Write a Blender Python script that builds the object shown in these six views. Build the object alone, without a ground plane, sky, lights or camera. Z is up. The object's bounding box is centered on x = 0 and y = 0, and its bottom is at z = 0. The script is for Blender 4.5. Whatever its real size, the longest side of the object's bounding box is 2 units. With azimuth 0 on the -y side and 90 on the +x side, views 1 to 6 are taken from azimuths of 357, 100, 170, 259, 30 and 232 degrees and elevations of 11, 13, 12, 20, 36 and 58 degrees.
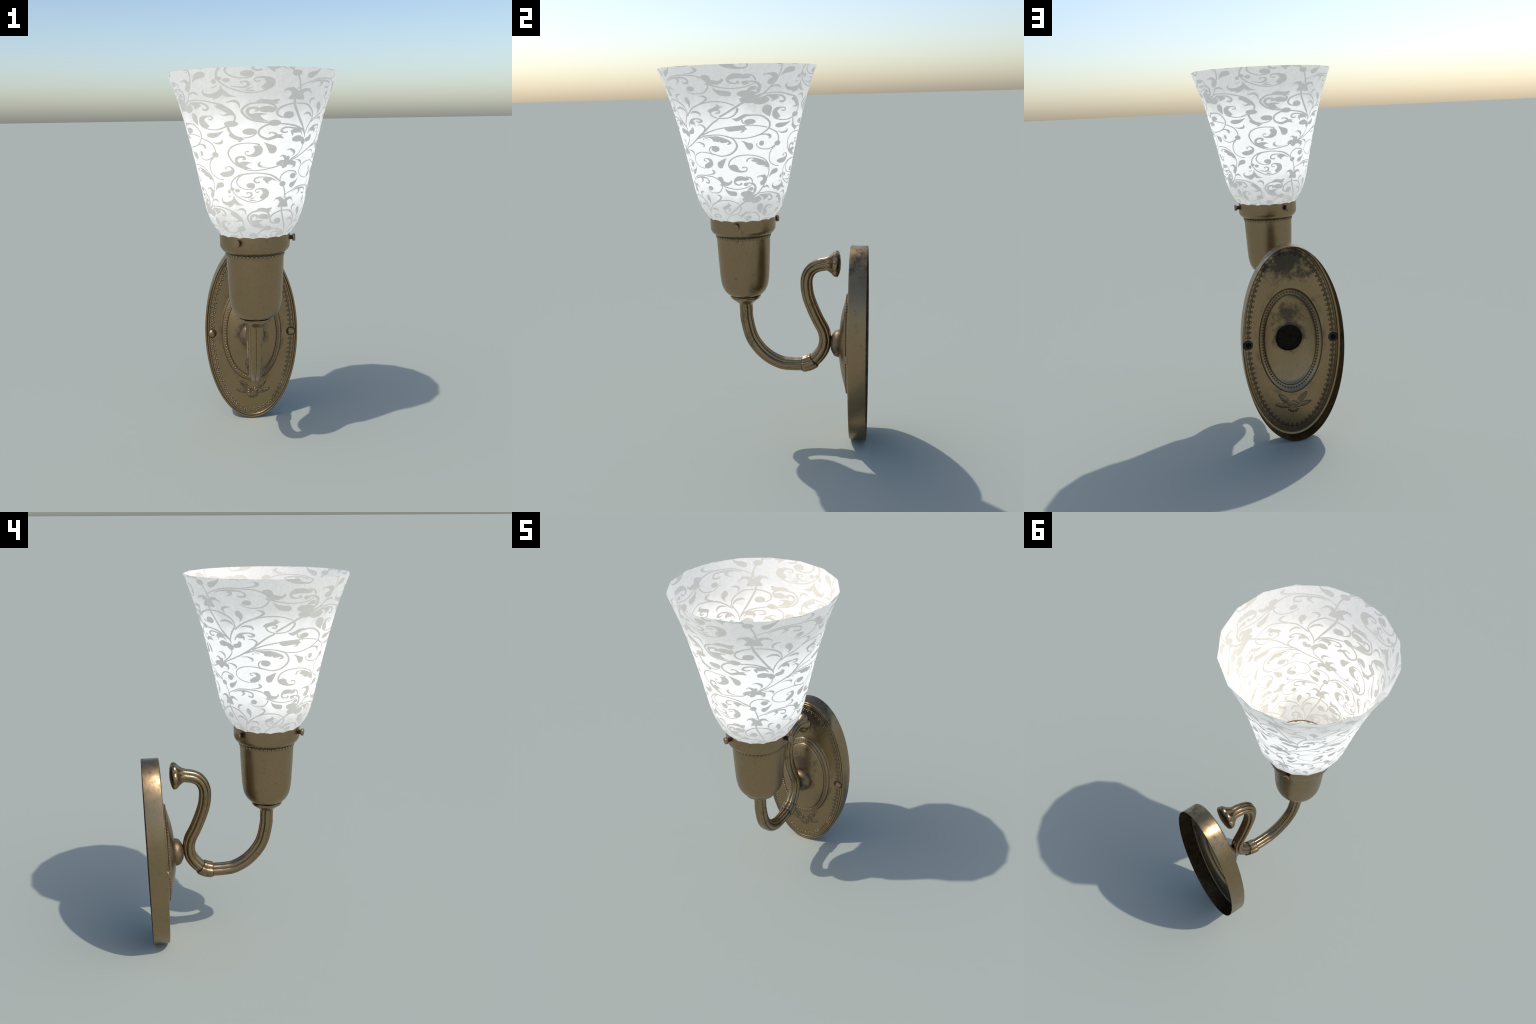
import bpy, bmesh, math, random
import numpy as np
from mathutils import Vector, Matrix
from mathutils.geometry import delaunay_2d_cdt

# ---------------------------------------------------------------- frame
# Wall lamp: y = 0.53 is the wall side, the shade stands at y = -0.127, z up.
AXIS_Y = -0.127           # axis of socket, collar and shade
PLATE_C = 0.543           # height of the centre of the oval plate
random.seed(7)

for o in list(bpy.data.objects):
    bpy.data.objects.remove(o)
COLL = bpy.context.scene.collection

lamp = bpy.data.objects.new("wall_lamp", None)
lamp.empty_display_size = 0.1
COLL.objects.link(lamp)
lamp["label"] = "antique bronze wall lamp with flared floral frosted glass shade"
lamp["category"] = "wall lamp"


def add(name, verts, faces, mat, parent=lamp, smooth=40, stuff=False):
    me = bpy.data.meshes.new(name)
    me.from_pydata([tuple(v) for v in verts], [], [tuple(f) for f in faces])
    bm = bmesh.new()
    bm.from_mesh(me)
    bmesh.ops.recalc_face_normals(bm, faces=bm.faces)
    bm.to_mesh(me)
    bm.free()
    me.materials.append(mat)
    for p in me.polygons:
        p.use_smooth = smooth > 0
    if 0 < smooth < 180:
        me.set_sharp_from_angle(angle=math.radians(smooth))
    o = bpy.data.objects.new(name, me)
    COLL.objects.link(o)
    o.parent = parent
    if stuff:
        o["kind"] = "stuff"
    return o


# ---------------------------------------------------------------- materials
class Nodes:
    """small helper that wires shader nodes"""

    def __init__(self, name):
        self.m = bpy.data.materials.new(name)
        self.m.use_nodes = True
        self.t = self.m.node_tree
        self.t.nodes.clear()
        self.coord = self.t.nodes.new("ShaderNodeTexCoord").outputs["Object"]

    def put(self, sock, v):
        if hasattr(v, "is_output"):
            self.t.links.new(v, sock)
        elif isinstance(v, tuple) and len(v) == 3 and sock.type == "RGBA":
            sock.default_value = (*v, 1)
        else:
            sock.default_value = v

    def math(self, op, a, b=0.0, c=0.0, clamp=False):
        n = self.t.nodes.new("ShaderNodeMath")
        n.operation, n.use_clamp = op, clamp
        for s, v in zip(n.inputs, (a, b, c)):
            self.put(s, v)
        return n.outputs[0]

    def noise(self, scale, detail=4.0, rough=0.55, stretch=None, dist=0.0):
        n = self.t.nodes.new("ShaderNodeTexNoise")
        n.inputs["Scale"].default_value = scale
        n.inputs["Detail"].default_value = detail
        n.inputs["Roughness"].default_value = rough
        n.inputs["Distortion"].default_value = dist
        src = self.coord
        if stretch:
            mp = self.t.nodes.new("ShaderNodeMapping")
            mp.inputs["Scale"].default_value = stretch
            self.t.links.new(src, mp.inputs["Vector"])
            src = mp.outputs["Vector"]
        self.t.links.new(src, n.inputs["Vector"])
        return n.outputs["Fac"]

    def ramp(self, v, lo, hi, a=0.0, b=1.0, smooth=True):
        n = self.t.nodes.new("ShaderNodeMapRange")
        n.interpolation_type = "SMOOTHSTEP" if smooth else "LINEAR"
        for s, x in zip(n.inputs[:5], (v, lo, hi, a, b)):
            self.put(s, x)
        return n.outputs[0]

    def mix(self, f, a, b):
        n = self.t.nodes.new("ShaderNodeMix")
        n.data_type = "RGBA"
        self.put(n.inputs[0], f)
        self.put(n.inputs[6], a)
        self.put(n.inputs[7], b)
        return n.outputs[2]

    def xyz(self):
        n = self.t.nodes.new("ShaderNodeSeparateXYZ")
        self.t.links.new(self.coord, n.inputs[0])
        return n.outputs

    def oval(self, a, b):
        """1.0 on the ellipse with half axes a (x) and b (z) round the plate centre"""
        x, _, z = self.xyz()
        u = self.math("DIVIDE", x, a)
        w = self.math("DIVIDE", self.math("SUBTRACT", z, PLATE_C), b)
        s = self.math("ADD", self.math("MULTIPLY", u, u), self.math("MULTIPLY", w, w))
        return self.math("SQRT", s)

    def near(self, v, at, width):
        d = self.math("ABSOLUTE", self.math("SUBTRACT", v, at))
        return self.ramp(d, 0.0, width, 1.0, 0.0)

    def finish(self, color, rough, metal, bump=None, strength=0.1, dist=0.002, **extra):
        b = self.t.nodes.new("ShaderNodeBsdfPrincipled")
        self.put(b.inputs["Base Color"], color)
        self.put(b.inputs["Roughness"], rough)
        self.put(b.inputs["Metallic"], metal)
        for k, v in extra.items():
            self.put(b.inputs[k.replace("_", " ")], v)
        if bump is not None:
            bn = self.t.nodes.new("ShaderNodeBump")
            bn.inputs["Strength"].default_value = strength
            bn.inputs["Distance"].default_value = dist
            self.put(bn.inputs["Height"], bump)
            self.t.links.new(bn.outputs[0], b.inputs["Normal"])
        out = self.t.nodes.new("ShaderNodeOutputMaterial")
        self.t.links.new(b.outputs[0], out.inputs["Surface"])
        return self.m


BRONZE = (0.308, 0.229, 0.120)
BRONZE_WARM = (0.345, 0.238, 0.136)
TARNISH = (0.034, 0.027, 0.021)


def bronze(name, kind="plain"):
    s = Nodes(name)
    broad = s.noise(5.0, 5)
    fine = s.noise(220.0, 3, 0.7)
    mottle = s.noise(26.0, 6, 0.65)
    col = s.mix(s.ramp(broad, 0.35, 0.68), BRONZE, BRONZE_WARM)
    col = s.mix(s.ramp(fine, 0.3, 0.75, 0.0, 0.40), col, (0.17, 0.122, 0.070))
    col = s.mix(s.ramp(s.noise(75.0, 4, 0.6), 0.42, 0.66, 0.0, 0.5), col, (0.335, 0.222, 0.132))
    spots = s.ramp(mottle, 0.60, 0.78, 0.0, 0.55)
    dirt = spots
    rough = s.math("ADD", s.ramp(mottle, 0.3, 0.7, 0.24, 0.36), s.math("MULTIPLY", fine, 0.05))
    x, y, z = s.xyz()
    if kind == "plate":
        # soot: a patch at the top of the field, a halo round the boss, dark lines in the grooves
        wob = s.math("MULTIPLY", s.math("SUBTRACT", s.noise(19.0, 8, 0.70), 0.5), 1.0)
        e = s.math("DIVIDE", x, 0.150)
        f = s.math("DIVIDE", s.math("SUBTRACT", z, 0.985), 0.105)
        top = s.math("SQRT", s.math("ADD", s.math("MULTIPLY", e, e), s.math("MULTIPLY", f, f)))
        top = s.ramp(s.math("ADD", top, s.math("MULTIPLY", wob, 3.2)), 0.35, 1.25, 0.88, 0.0)
        ro = s.math("SQRT", s.math("ADD", s.math("MULTIPLY", x, x),
                                   s.math("POWER", s.math("SUBTRACT", z, PLATE_C + 0.012), 2.0)))
        halo = s.ramp(s.math("ADD", ro, s.math("MULTIPLY", wob, 0.10)), 0.062, 0.108, 0.92, 0.0)
        g = s.math("DIVIDE", s.math("SUBTRACT", z, 0.675), 0.075)
        h = s.math("DIVIDE", x, 0.085)
        smoke = s.math("SQRT", s.math("ADD", s.math("MULTIPLY", g, g), s.math("MULTIPLY", h, h)))
        smoke = s.ramp(s.math("ADD", smoke, s.math("MULTIPLY", wob, 4.2)), 0.1, 1.2, 0.75, 0.0)
        edge = s.ramp(s.math("ADD", s.oval(0.178, 0.300), s.math("MULTIPLY", wob, 0.35)), 0.97, 1.06, 0.0, 1.0)
        edge = s.math("MULTIPLY", edge, s.ramp(s.oval(0.178, 0.300), 1.00, 1.16, 0.45, 0.0))
        edge = s.math("MULTIPLY", edge, s.ramp(s.noise(9.0, 3), 0.45, 0.62))
        for v in (top, halo, smoke, edge):
            dirt = s.math("MAXIMUM", dirt, v)
        for a, b, w, k in ((0.176, 0.296, 0.013, 0.8), (0.1465, 0.2585, 0.010, 0.85), (0.2625, 0.529, 0.007, 0.8),
                           (0.2505, 0.515, 0.006, 0.7), (0.1565, 0.2745, 0.035, 0.30)):
            dirt = s.math("MAXIMUM", dirt, s.math("MULTIPLY", s.near(s.oval(a, b), 1.0, w), k))
    elif kind == "inside":
        col = s.mix(s.ramp(s.noise(16.0, 6, 0.7), 0.3, 0.62, 0.45, 0.95), col, (0.105, 0.062, 0.033))
        dirt = s.math("MAXIMUM", dirt, s.ramp(s.noise(30.0, 6, 0.7), 0.45, 0.70, 0.1, 0.7))
    elif kind == "boss":
        dirt = s.math("MAXIMUM", dirt, s.ramp(s.noise(22.0, 6, 0.7), 0.35, 0.66, 0.15, 0.80))
        rough = s.math("ADD", rough, 0.10)
    elif kind == "arm":
        # dark mottling over the arm
        st = s.noise(14.0, 6, 0.7, dist=0.6)
        dirt = s.math("MAXIMUM", dirt, s.ramp(st, 0.52, 0.74, 0.0, 0.75))
        rough = s.math("SUBTRACT", rough, 0.05)
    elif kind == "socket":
        # a dark band round the socket under the collar
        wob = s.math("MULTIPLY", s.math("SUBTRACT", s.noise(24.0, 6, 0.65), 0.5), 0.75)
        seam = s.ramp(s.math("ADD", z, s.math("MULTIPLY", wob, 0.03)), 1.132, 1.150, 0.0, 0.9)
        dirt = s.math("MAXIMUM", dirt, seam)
    col = s.mix(dirt, col, TARNISH)
    rough = s.math("ADD", rough, s.math("MULTIPLY", dirt, 0.18))
    metal = s.ramp(dirt, 0.0, 1.0, 1.0, 0.55)
    h = s.math("ADD", s.math("MULTIPLY", mottle, 0.6), s.math("MULTIPLY", fine, 0.4))
    return s.finish(col, rough, metal, h, 0.18, 0.0025)


def plain_metal(name, color, rough=0.5, metal=0.8):
    s = Nodes(name)
    n = s.noise(60.0, 4)
    dark = tuple(c * 0.6 for c in color)
    return s.finish(s.mix(s.ramp(n, 0.35, 0.7), color, dark), rough, metal, n, 0.15, 0.001)


def frosted(name, base, speck, glow_low, glow_high, tint, foot=0.0):
    """frosted glass; lamp glow painted into the emission as a cloudy-edged band by height"""
    s = Nodes(name)
    x, y, z = s.xyz()
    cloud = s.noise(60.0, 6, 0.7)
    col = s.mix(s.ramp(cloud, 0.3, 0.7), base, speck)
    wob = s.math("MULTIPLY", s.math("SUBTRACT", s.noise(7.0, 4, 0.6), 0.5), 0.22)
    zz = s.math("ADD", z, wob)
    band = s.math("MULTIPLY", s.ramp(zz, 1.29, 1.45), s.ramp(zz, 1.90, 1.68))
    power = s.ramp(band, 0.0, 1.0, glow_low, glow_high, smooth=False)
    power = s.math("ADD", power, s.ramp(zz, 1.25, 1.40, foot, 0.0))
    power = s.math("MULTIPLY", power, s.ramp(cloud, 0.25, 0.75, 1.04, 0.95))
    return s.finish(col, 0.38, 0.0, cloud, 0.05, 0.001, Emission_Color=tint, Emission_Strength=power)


M_PLATE = bronze("plate_bronze", "plate")
M_PLAIN = bronze("worn_bronze")
M_ARM = bronze("fluted_bronze", "arm")
M_BOSS = bronze("dull_bronze", "boss")
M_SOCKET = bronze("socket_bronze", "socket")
M_INSIDE = bronze("dark_brown_inside", "inside")
M_DARK_LINE = plain_metal("dark_outline_bronze", (0.085, 0.066, 0.044), 0.65, 0.5)
M_BLACK = plain_metal("near_black_brown", (0.020, 0.014, 0.010), 0.9, 0.0)
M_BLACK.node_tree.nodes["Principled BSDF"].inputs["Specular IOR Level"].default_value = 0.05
M_SCREW = plain_metal("screw_shank", (0.085, 0.050, 0.032), 0.42, 0.9)
M_RELIEF = bronze("relief_bronze")
M_EMBLEM = plain_metal("emblem_bronze", (0.255, 0.188, 0.107), 0.36, 1.0)
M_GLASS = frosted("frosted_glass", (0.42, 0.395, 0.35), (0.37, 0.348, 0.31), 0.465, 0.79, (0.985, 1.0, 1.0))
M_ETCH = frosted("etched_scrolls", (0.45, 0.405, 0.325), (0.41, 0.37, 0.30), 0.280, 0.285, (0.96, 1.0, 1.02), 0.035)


# ---------------------------------------------------------------- revolved and lofted shapes
def loft(rings, close_ends=(False, False), cyclic=True):
    n = len(rings[0])
    verts = [v for r in rings for v in r]
    faces = []
    for i in range(len(rings) - 1):
        for j in range(n):
            k = (j + 1) % n
            faces.append((i * n + j, i * n + k, (i + 1) * n + k, (i + 1) * n + j))
    if close_ends[0]:
        faces.append(tuple(range(n))[::-1])
    if close_ends[1]:
        faces.append(tuple((len(rings) - 1) * n + j for j in range(n)))
    return verts, faces


def turned(profile, n=48, phase=0.0):
    """profile of (radius, z) turned round the vertical axis of the shade"""
    rings = []
    for r, z in profile:
        rings.append([(r * math.sin(a), AXIS_Y - r * math.cos(a), z)
                      for a in (phase + 2 * math.pi * j / n for j in range(n))])
    return rings


def catmull(pts, sub):
    p = np.array(pts, float)
    p = np.vstack([2 * p[0] - p[1], p, 2 * p[-1] - p[-2]])
    out = []
    for i in range(1, len(p) - 2):
        for t in np.arange(sub) / sub:
            a, b, c, d = p[i - 1:i + 3]
            out.append(0.5 * (2 * b + (c - a) * t + (2 * a - 5 * b + 4 * c - d) * t * t + (3 * b - a - 3 * c + d) * t ** 3))
    out.append(p[-2])
    return np.array(out)


# ---------------------------------------------------------------- oval back plate
SEG = 160


def oval_ring(a, b, y, n=SEG):
    return [(a * math.sin(t), y, PLATE_C + b * math.cos(t)) for t in (2 * math.pi * j / n for j in range(n))]


def dome_y(a):
    """the middle of the plate swells forward towards the boss"""
    b = dome_b(a)
    return float(np.interp(b, [0.05, 0.082, 0.14, 0.19, 0.237, 0.265, 0.283, 0.298, 0.312],
                           [0.3800, 0.3822, 0.3900, 0.3996, 0.4110, 0.4192, 0.4265, 0.4345, 0.441]))


def dome_b(a):
    """half height of the oval whose half width is a: round at the boss, long at the rim"""
    return np.interp(a, [0.066, 0.145, 0.178, 0.275], [0.066, 0.2565, 0.300, 0.543])


front = [(0.2745, 0.5425, 0.530), (0.2745, 0.5425, 0.447), (0.2735, 0.5410, 0.443), (0.2710, 0.5385, 0.4405), (0.2660, 0.5335, 0.4395),
         (0.2636, 0.5305, 0.441), (0.2624, 0.5290, 0.4440), (0.2610, 0.5275, 0.441), (0.2590, 0.5250, 0.4392), (0.2530, 0.5178, 0.4392),
         (0.2514, 0.5160, 0.4405), (0.2504, 0.5148, 0.4425), (0.2492, 0.5135, 0.441), (0.2300, 0.4850, 0.441), (0.2050, 0.4150, 0.441),
         (0.1850, 0.3260, 0.441), (0.1810, 0.3120, 0.4410), (0.1790, 0.3035, 0.4390), (0.1770, 0.2980, 0.4380), (0.1755, 0.2955, 0.4370), (0.1735, 0.2930, 0.4325)]
for a, b, off in ((0.1715, 0.2905, -0.0015), (0.1680, 0.2865, -0.001), (0.1630, 0.2810, 0.0005), (0.1565, 0.2745, 0.001),
                  (0.1510, 0.2660, 0.0005), (0.1488, 0.2620, -0.0005), (0.1475, 0.2600, 0.001), (0.1465, 0.2585, 0.0035), (0.1455, 0.2570, 0.001),
                  (0.1435, 0.2530, -0.001), (0.135, 0.232, 0), (0.120, 0.200, 0), (0.105, 0.165, 0), (0.090, 0.125, 0), (0.078, 0.090, 0), (0.066, 0.066, 0)):
    front.append((a, b, dome_y(a) + off))
verts, faces = loft([oval_ring(*r) for r in front])
plate = add("back_plate", verts, faces, M_PLATE, smooth=35)

# inner skin of the sheet, 4 mm behind the front, and the return edge at the wall
inner = [(0.2745, 0.5425, 0.530), (0.2730, 0.5410, 0.5303), (0.2730, 0.5410, 0.4470)]
verts, faces = loft([oval_ring(*r) for r in inner])
add("rim_lining", verts, faces, M_INSIDE, plate)
back = [(0.2730, 0.5410, 0.4470), (0.2640, 0.5310, 0.4440), (0.2624, 0.5290, 0.4460), (0.2600, 0.5260, 0.4425), (0.2515, 0.5160, 0.4425),
        (0.2504, 0.5148, 0.4445), (0.2492, 0.5135, 0.4427), (0.2300, 0.4850, 0.4425), (0.2050, 0.4150, 0.4425), (0.1810, 0.3120, 0.4425), (0.1765, 0.2970, 0.4405),
        (0.1735, 0.2930, 0.4355)]
for a, b, off in ((0.1680, 0.2865, 0.0), (0.1565, 0.2745, 0.002), (0.1488, 0.2620, 0.0005), (0.1465, 0.2585, 0.003), (0.1445, 0.2550, 0.0),
                  (0.135, 0.232, 0), (0.105, 0.165, 0), (0.090, 0.125, 0), (0.078, 0.090, 0), (0.066, 0.066, 0)):
    back.append((a, b, dome_y(a) + 0.0015 + off))
back.append((0.066, 0.066, dome_y(0.066)))
verts, faces = loft([oval_ring(*r) for r in back])
add("plate_back", verts, faces, M_PLATE, plate, smooth=35)


# small raised beads and their dark outline beds, joined as relief on the plate
class Relief:
    def __init__(self):
        self.v, self.f = [], []

    def dome(self, c, right, up, out, rx, ry, h, n=10, rings=3):
        base = len(self.v)
        c, right, up, out = map(Vector, (c, right, up, out))
        for i in range(rings):
            t = 0.5 * math.pi * i / rings
            for j in range(n):
                a = 2 * math.pi * j / n
                self.v.append(c + right * (rx * math.cos(t) * math.cos(a)) + up * (ry * math.cos(t) * math.sin(a)) + out * (h * math.sin(t)))
        self.v.append(c + out * h)
        for i in range(rings - 1):
            for j in range(n):
                k = (j + 1) % n
                self.f.append((base + i * n + j, base + i * n + k, base + (i + 1) * n + k, base + (i + 1) * n + j))
        top = base + rings * n
        for j in range(n):
            self.f.append((base + (rings - 1) * n + j, base + (rings - 1) * n + (j + 1) % n, top))


def along_oval(a, b, count):
    """evenly spaced (point, tangent, outward) on an ellipse of the plate"""
    t = np.linspace(0, 2 * math.pi, 4001)
    x, z = a * np.sin(t), b * np.cos(t)
    s = np.concatenate([[0], np.cumsum(np.hypot(np.diff(x), np.diff(z)))])
    for k in range(count):
        u = np.interp((k + 0.5) / count * s[-1], s, t)
        nrm = Vector((math.sin(u) / a, 0, math.cos(u) / b)).normalized()
        yield (a * math.sin(u), PLATE_C + b * math.cos(u)), Vector((nrm.z, 0, -nrm.x)), nrm


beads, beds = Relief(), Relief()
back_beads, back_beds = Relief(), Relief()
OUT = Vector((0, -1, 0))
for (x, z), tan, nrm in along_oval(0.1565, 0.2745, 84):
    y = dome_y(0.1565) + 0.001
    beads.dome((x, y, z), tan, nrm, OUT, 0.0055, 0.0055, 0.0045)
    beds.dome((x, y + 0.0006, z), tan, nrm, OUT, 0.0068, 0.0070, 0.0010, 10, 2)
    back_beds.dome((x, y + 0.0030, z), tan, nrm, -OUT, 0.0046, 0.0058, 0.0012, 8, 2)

floret, floret_bed = Relief(), Relief()
back_floret = Relief()


def ringlet(rel, c, tan, nrm, out, r, tube, n=12, m=6):
    """a tiny ring of wire pressed on the sheet"""
    base = len(rel.v)
    c = Vector(c)
    for i in range(n):
        a = 2 * math.pi * i / n
        d = tan * math.cos(a) + nrm * math.sin(a)
        for j in range(m):
            b = 2 * math.pi * j / m
            rel.v.append(c + d * (r + tube * math.cos(b)) + out * (tube * math.sin(b)))
    for i in range(n):
        for j in range(m):
            rel.f.append((base + i * m + j, base + (i + 1) % n * m + j, base + (i + 1) % n * m + (j + 1) % m, base + i * m + (j + 1) % m))


for (x, z), tan, nrm in along_oval(0.2305, 0.4905, 80):
    if abs(x) > 0.2 and abs(z - PLATE_C) < 0.034:
        continue
    here = Vector((x, 0.441, z))
    for s, q, r in ((0.0, -0.0075, 0.0058), (-0.0066, 0.0030, 0.0054), (0.0066, 0.0030, 0.0054), (0.0, 0.0110, 0.0036), (0.0148, 0.0030, 0.0032)):
        c = here + tan * s + nrm * q
        floret.dome(c, tan, nrm, OUT, r * 0.80, r * 0.80, r * 0.62, 8, 2)
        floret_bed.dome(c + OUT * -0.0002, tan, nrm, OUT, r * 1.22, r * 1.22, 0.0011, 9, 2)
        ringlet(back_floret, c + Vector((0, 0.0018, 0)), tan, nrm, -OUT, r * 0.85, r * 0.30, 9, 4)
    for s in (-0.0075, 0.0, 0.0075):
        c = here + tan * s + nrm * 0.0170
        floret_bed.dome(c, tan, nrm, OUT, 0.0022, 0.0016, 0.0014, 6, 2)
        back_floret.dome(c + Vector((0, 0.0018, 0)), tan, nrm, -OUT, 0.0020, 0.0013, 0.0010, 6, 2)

add("beading", beads.v, beads.f, M_RELIEF, plate, 180, True)
add("beading_bed", beds.v, beds.f, M_DARK_LINE, plate, 180, True)
add("beading_dent", back_beds.v, back_beds.f, M_DARK_LINE, plate, 180, True)
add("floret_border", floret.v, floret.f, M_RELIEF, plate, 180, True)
add("floret_bed", floret_bed.v, floret_bed.f, M_DARK_LINE, plate, 180, True)
add("floret_dent", back_floret.v, back_floret.f, M_DARK_LINE, plate, 180, True)

# emblem: a daisy between four serrated leaves, near the foot of the plate
EMB = Vector((0.002, 0.441, 0.165))


def emblem(y, out, name, sink=1.0):
    flower, leaf, bed = Relief(), Relief(), Relief()
    X, Z = Vector((1, 0, 0)), Vector((0, 0, 1))
    c = Vector((EMB.x, y, EMB.z)) + out * 0.0008
    flower.dome(c, X, Z, out, 0.0305, 0.0325, 0.0022 * sink, 24, 2)
    for k in range(12):
        a = 2 * math.pi * k / 12
        d = X * math.sin(a) + Z * math.cos(a)
        t = X * math.cos(a) - Z * math.sin(a)
        flower.dome(c + d * 0.0215, t, d, out, 0.0080, 0.0140, 0.0036 * sink, 10, 3)
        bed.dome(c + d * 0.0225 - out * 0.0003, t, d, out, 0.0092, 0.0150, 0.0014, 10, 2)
    flower.dome(c, X, Z, out, 0.0060, 0.0060, 0.0050 * sink, 12, 3)
    for side in (-1, 1):
        for base, tip, wid in (((0.027, 0.026), (0.079, 0.078), 0.0165), ((0.031, 0.004), (0.100, 0.022), 0.0140)):
            b0 = c + X * (side * base[0]) + Z * base[1]
            b1 = c + X * (side * tip[0]) + Z * tip[1]
            d = (b1 - b0).normalized()
            t = Vector((-d.z, 0, d.x))
            L = (b1 - b0).length
            for rel, grow, rise in ((leaf, 0.0, 0.0034 * sink), (bed, 0.0018, 0.0010)):
                start, rows = len(rel.v), 31
                for i in range(rows):
                    f = i / (rows - 1)
                    w = max(0.0, math.sin(math.pi * min(1.0, 0.14 + 0.86 * f) ** 0.80)) * wid * (1.0 - 0.30 * ((f * 5.0) % 1.0))
                    w = (w + grow) if f < 1 else grow * 0.3
                    for q in (-1.0, -0.55, 0.0, 0.55, 1.0):
                        h = rise * (1 - q * q) * (0.55 if q == 0.0 else 1.0)
                        rel.v.append(b0 + d * ((L + grow) * f + 0.005 * abs(q) * (f < 0.95)) + t * (w * q) + out * (h - (0.0002 if rel is bed else 0.0)))
                for i in range(rows - 1):
                    for j in range(4):
                        m = start + 5 * i + j
                        rel.f.append((m, m + 1, m + 6, m + 5))
    add(name + "_bed", bed.v, bed.f, M_DARK_LINE, plate, 180, True)
    f = add(name + "_daisy", flower.v, flower.f, M_EMBLEM, plate, 180)
    l = add(name + "_leaf", leaf.v, leaf.f, M_EMBLEM, plate, 180)
    return f, l


emblem(0.4408, OUT, "emblem")
emblem(0.4426, -OUT, "emblem_dent", 0.55)

# two domed fixing screws through the plate, with sockets drawn as black discs at the back
head = Relief()
head.dome((0, 0, 0), (1, 0, 0), (0, 0, 1), OUT, 0.0235, 0.0245, 0.017, 20, 5)
screw_mesh = None
for side in (-1, 1):
    pos = Vector((side * 0.2350, 0.4400, 0.5455))
    if screw_mesh is None:
        o = add("fixing_screw", head.v, head.f, M_PLAIN, plate, 180)
        screw_mesh = o.data
    else:
        o = bpy.data.objects.new("fixing_screw", screw_mesh)
        COLL.objects.link(o)
        o.parent = plate
    o.location = pos
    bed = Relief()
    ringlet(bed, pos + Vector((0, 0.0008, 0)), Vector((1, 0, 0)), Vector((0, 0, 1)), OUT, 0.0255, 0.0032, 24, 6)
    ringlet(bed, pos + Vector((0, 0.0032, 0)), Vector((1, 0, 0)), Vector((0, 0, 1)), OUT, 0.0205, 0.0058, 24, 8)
    add("screw_socket", bed.v, bed.f, M_DARK_LINE, plate, 180)
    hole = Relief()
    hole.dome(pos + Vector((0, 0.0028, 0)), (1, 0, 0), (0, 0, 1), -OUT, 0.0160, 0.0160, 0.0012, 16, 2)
    add("screw_black_disc", hole.v, hole.f, M_BLACK, plate, 180)

# hollow boss that carries the arm
prof = [(0.0740, 0.386), (0.0748, 0.3790), (0.0742, 0.3735), (0.0715, 0.3650), (0.0670, 0.3550), (0.0530, 0.3460), (0.0370, 0.3380), (0.0300, 0.3368), (0.004, 0.3365)]
rings = [[(r * math.sin(t), y, 0.545 + r * math.cos(t)) for t in (2 * math.pi * j / 32 for j in range(32))] for r, y in prof]
verts, faces = loft(rings, (False, True))
boss = add("boss", verts, faces, M_BOSS)
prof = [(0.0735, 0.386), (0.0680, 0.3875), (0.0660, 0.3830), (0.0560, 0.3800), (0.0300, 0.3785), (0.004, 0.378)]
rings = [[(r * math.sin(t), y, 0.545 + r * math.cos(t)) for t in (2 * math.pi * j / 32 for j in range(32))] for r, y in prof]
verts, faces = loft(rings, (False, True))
add("boss_black_disc", verts, faces, M_BLACK, boss)


# ---------------------------------------------------------------- S-shaped fluted arm
SPINE = [(-0.1270, 0.765), (-0.1255, 0.720), (-0.1235, 0.6695), (-0.1028, 0.5760), (-0.0645, 0.5098), (-0.0088, 0.4558), (0.0580, 0.4225), (0.1100, 0.416), (0.1580, 0.4165), (0.1950, 0.4200),
         (0.2350, 0.4370), (0.2700, 0.4720), (0.2960, 0.5150), (0.3055, 0.5650), (0.2960, 0.6180), (0.2710, 0.6672), (0.2455, 0.7238), (0.2185, 0.7972), (0.2080, 0.8600),
         (0.2110, 0.9120), (0.2330, 0.9540), (0.2680, 0.9760), (0.3060, 0.9850)]
LOBES, AROUND = 6, 48
ARM_X = -0.002


def flute(phi, depth):
    return 1.0 - depth * (1.0 - abs(math.sin(LOBES / 2 * phi)) ** 0.7)


def section(c, normal, radius, depth=0.20, squash=1.0):
    """six-lobed cross-section in the plane spanned by normal and the x axis"""
    out = []
    for j in range(AROUND):
        p = 2 * math.pi * j / AROUND
        r = radius * flute(p, depth)
        out.append((ARM_X + r * math.sin(p) * squash, c[0] + normal[0] * r * math.cos(p), c[1] + normal[1] * r * math.cos(p)))
    return out


spine = catmull(SPINE, 5)
tang = np.gradient(spine, axis=0)
tang /= np.linalg.norm(tang, axis=1)[:, None]
norm = np.stack([-tang[:, 1] * -1, tang[:, 0] * -1], 1)     # points away from the shade axis at the cup
norm = np.stack([tang[:, 1], -tang[:, 0]], 1)
GIRTH = np.interp(np.arange(len(spine)), [0, 55, 75, 100, 111], [0.0365, 0.0365, 0.0345, 0.0345, 0.0360])
rings = [section(c, n, g) for c, n, g in zip(spine, norm, GIRTH)]
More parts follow.
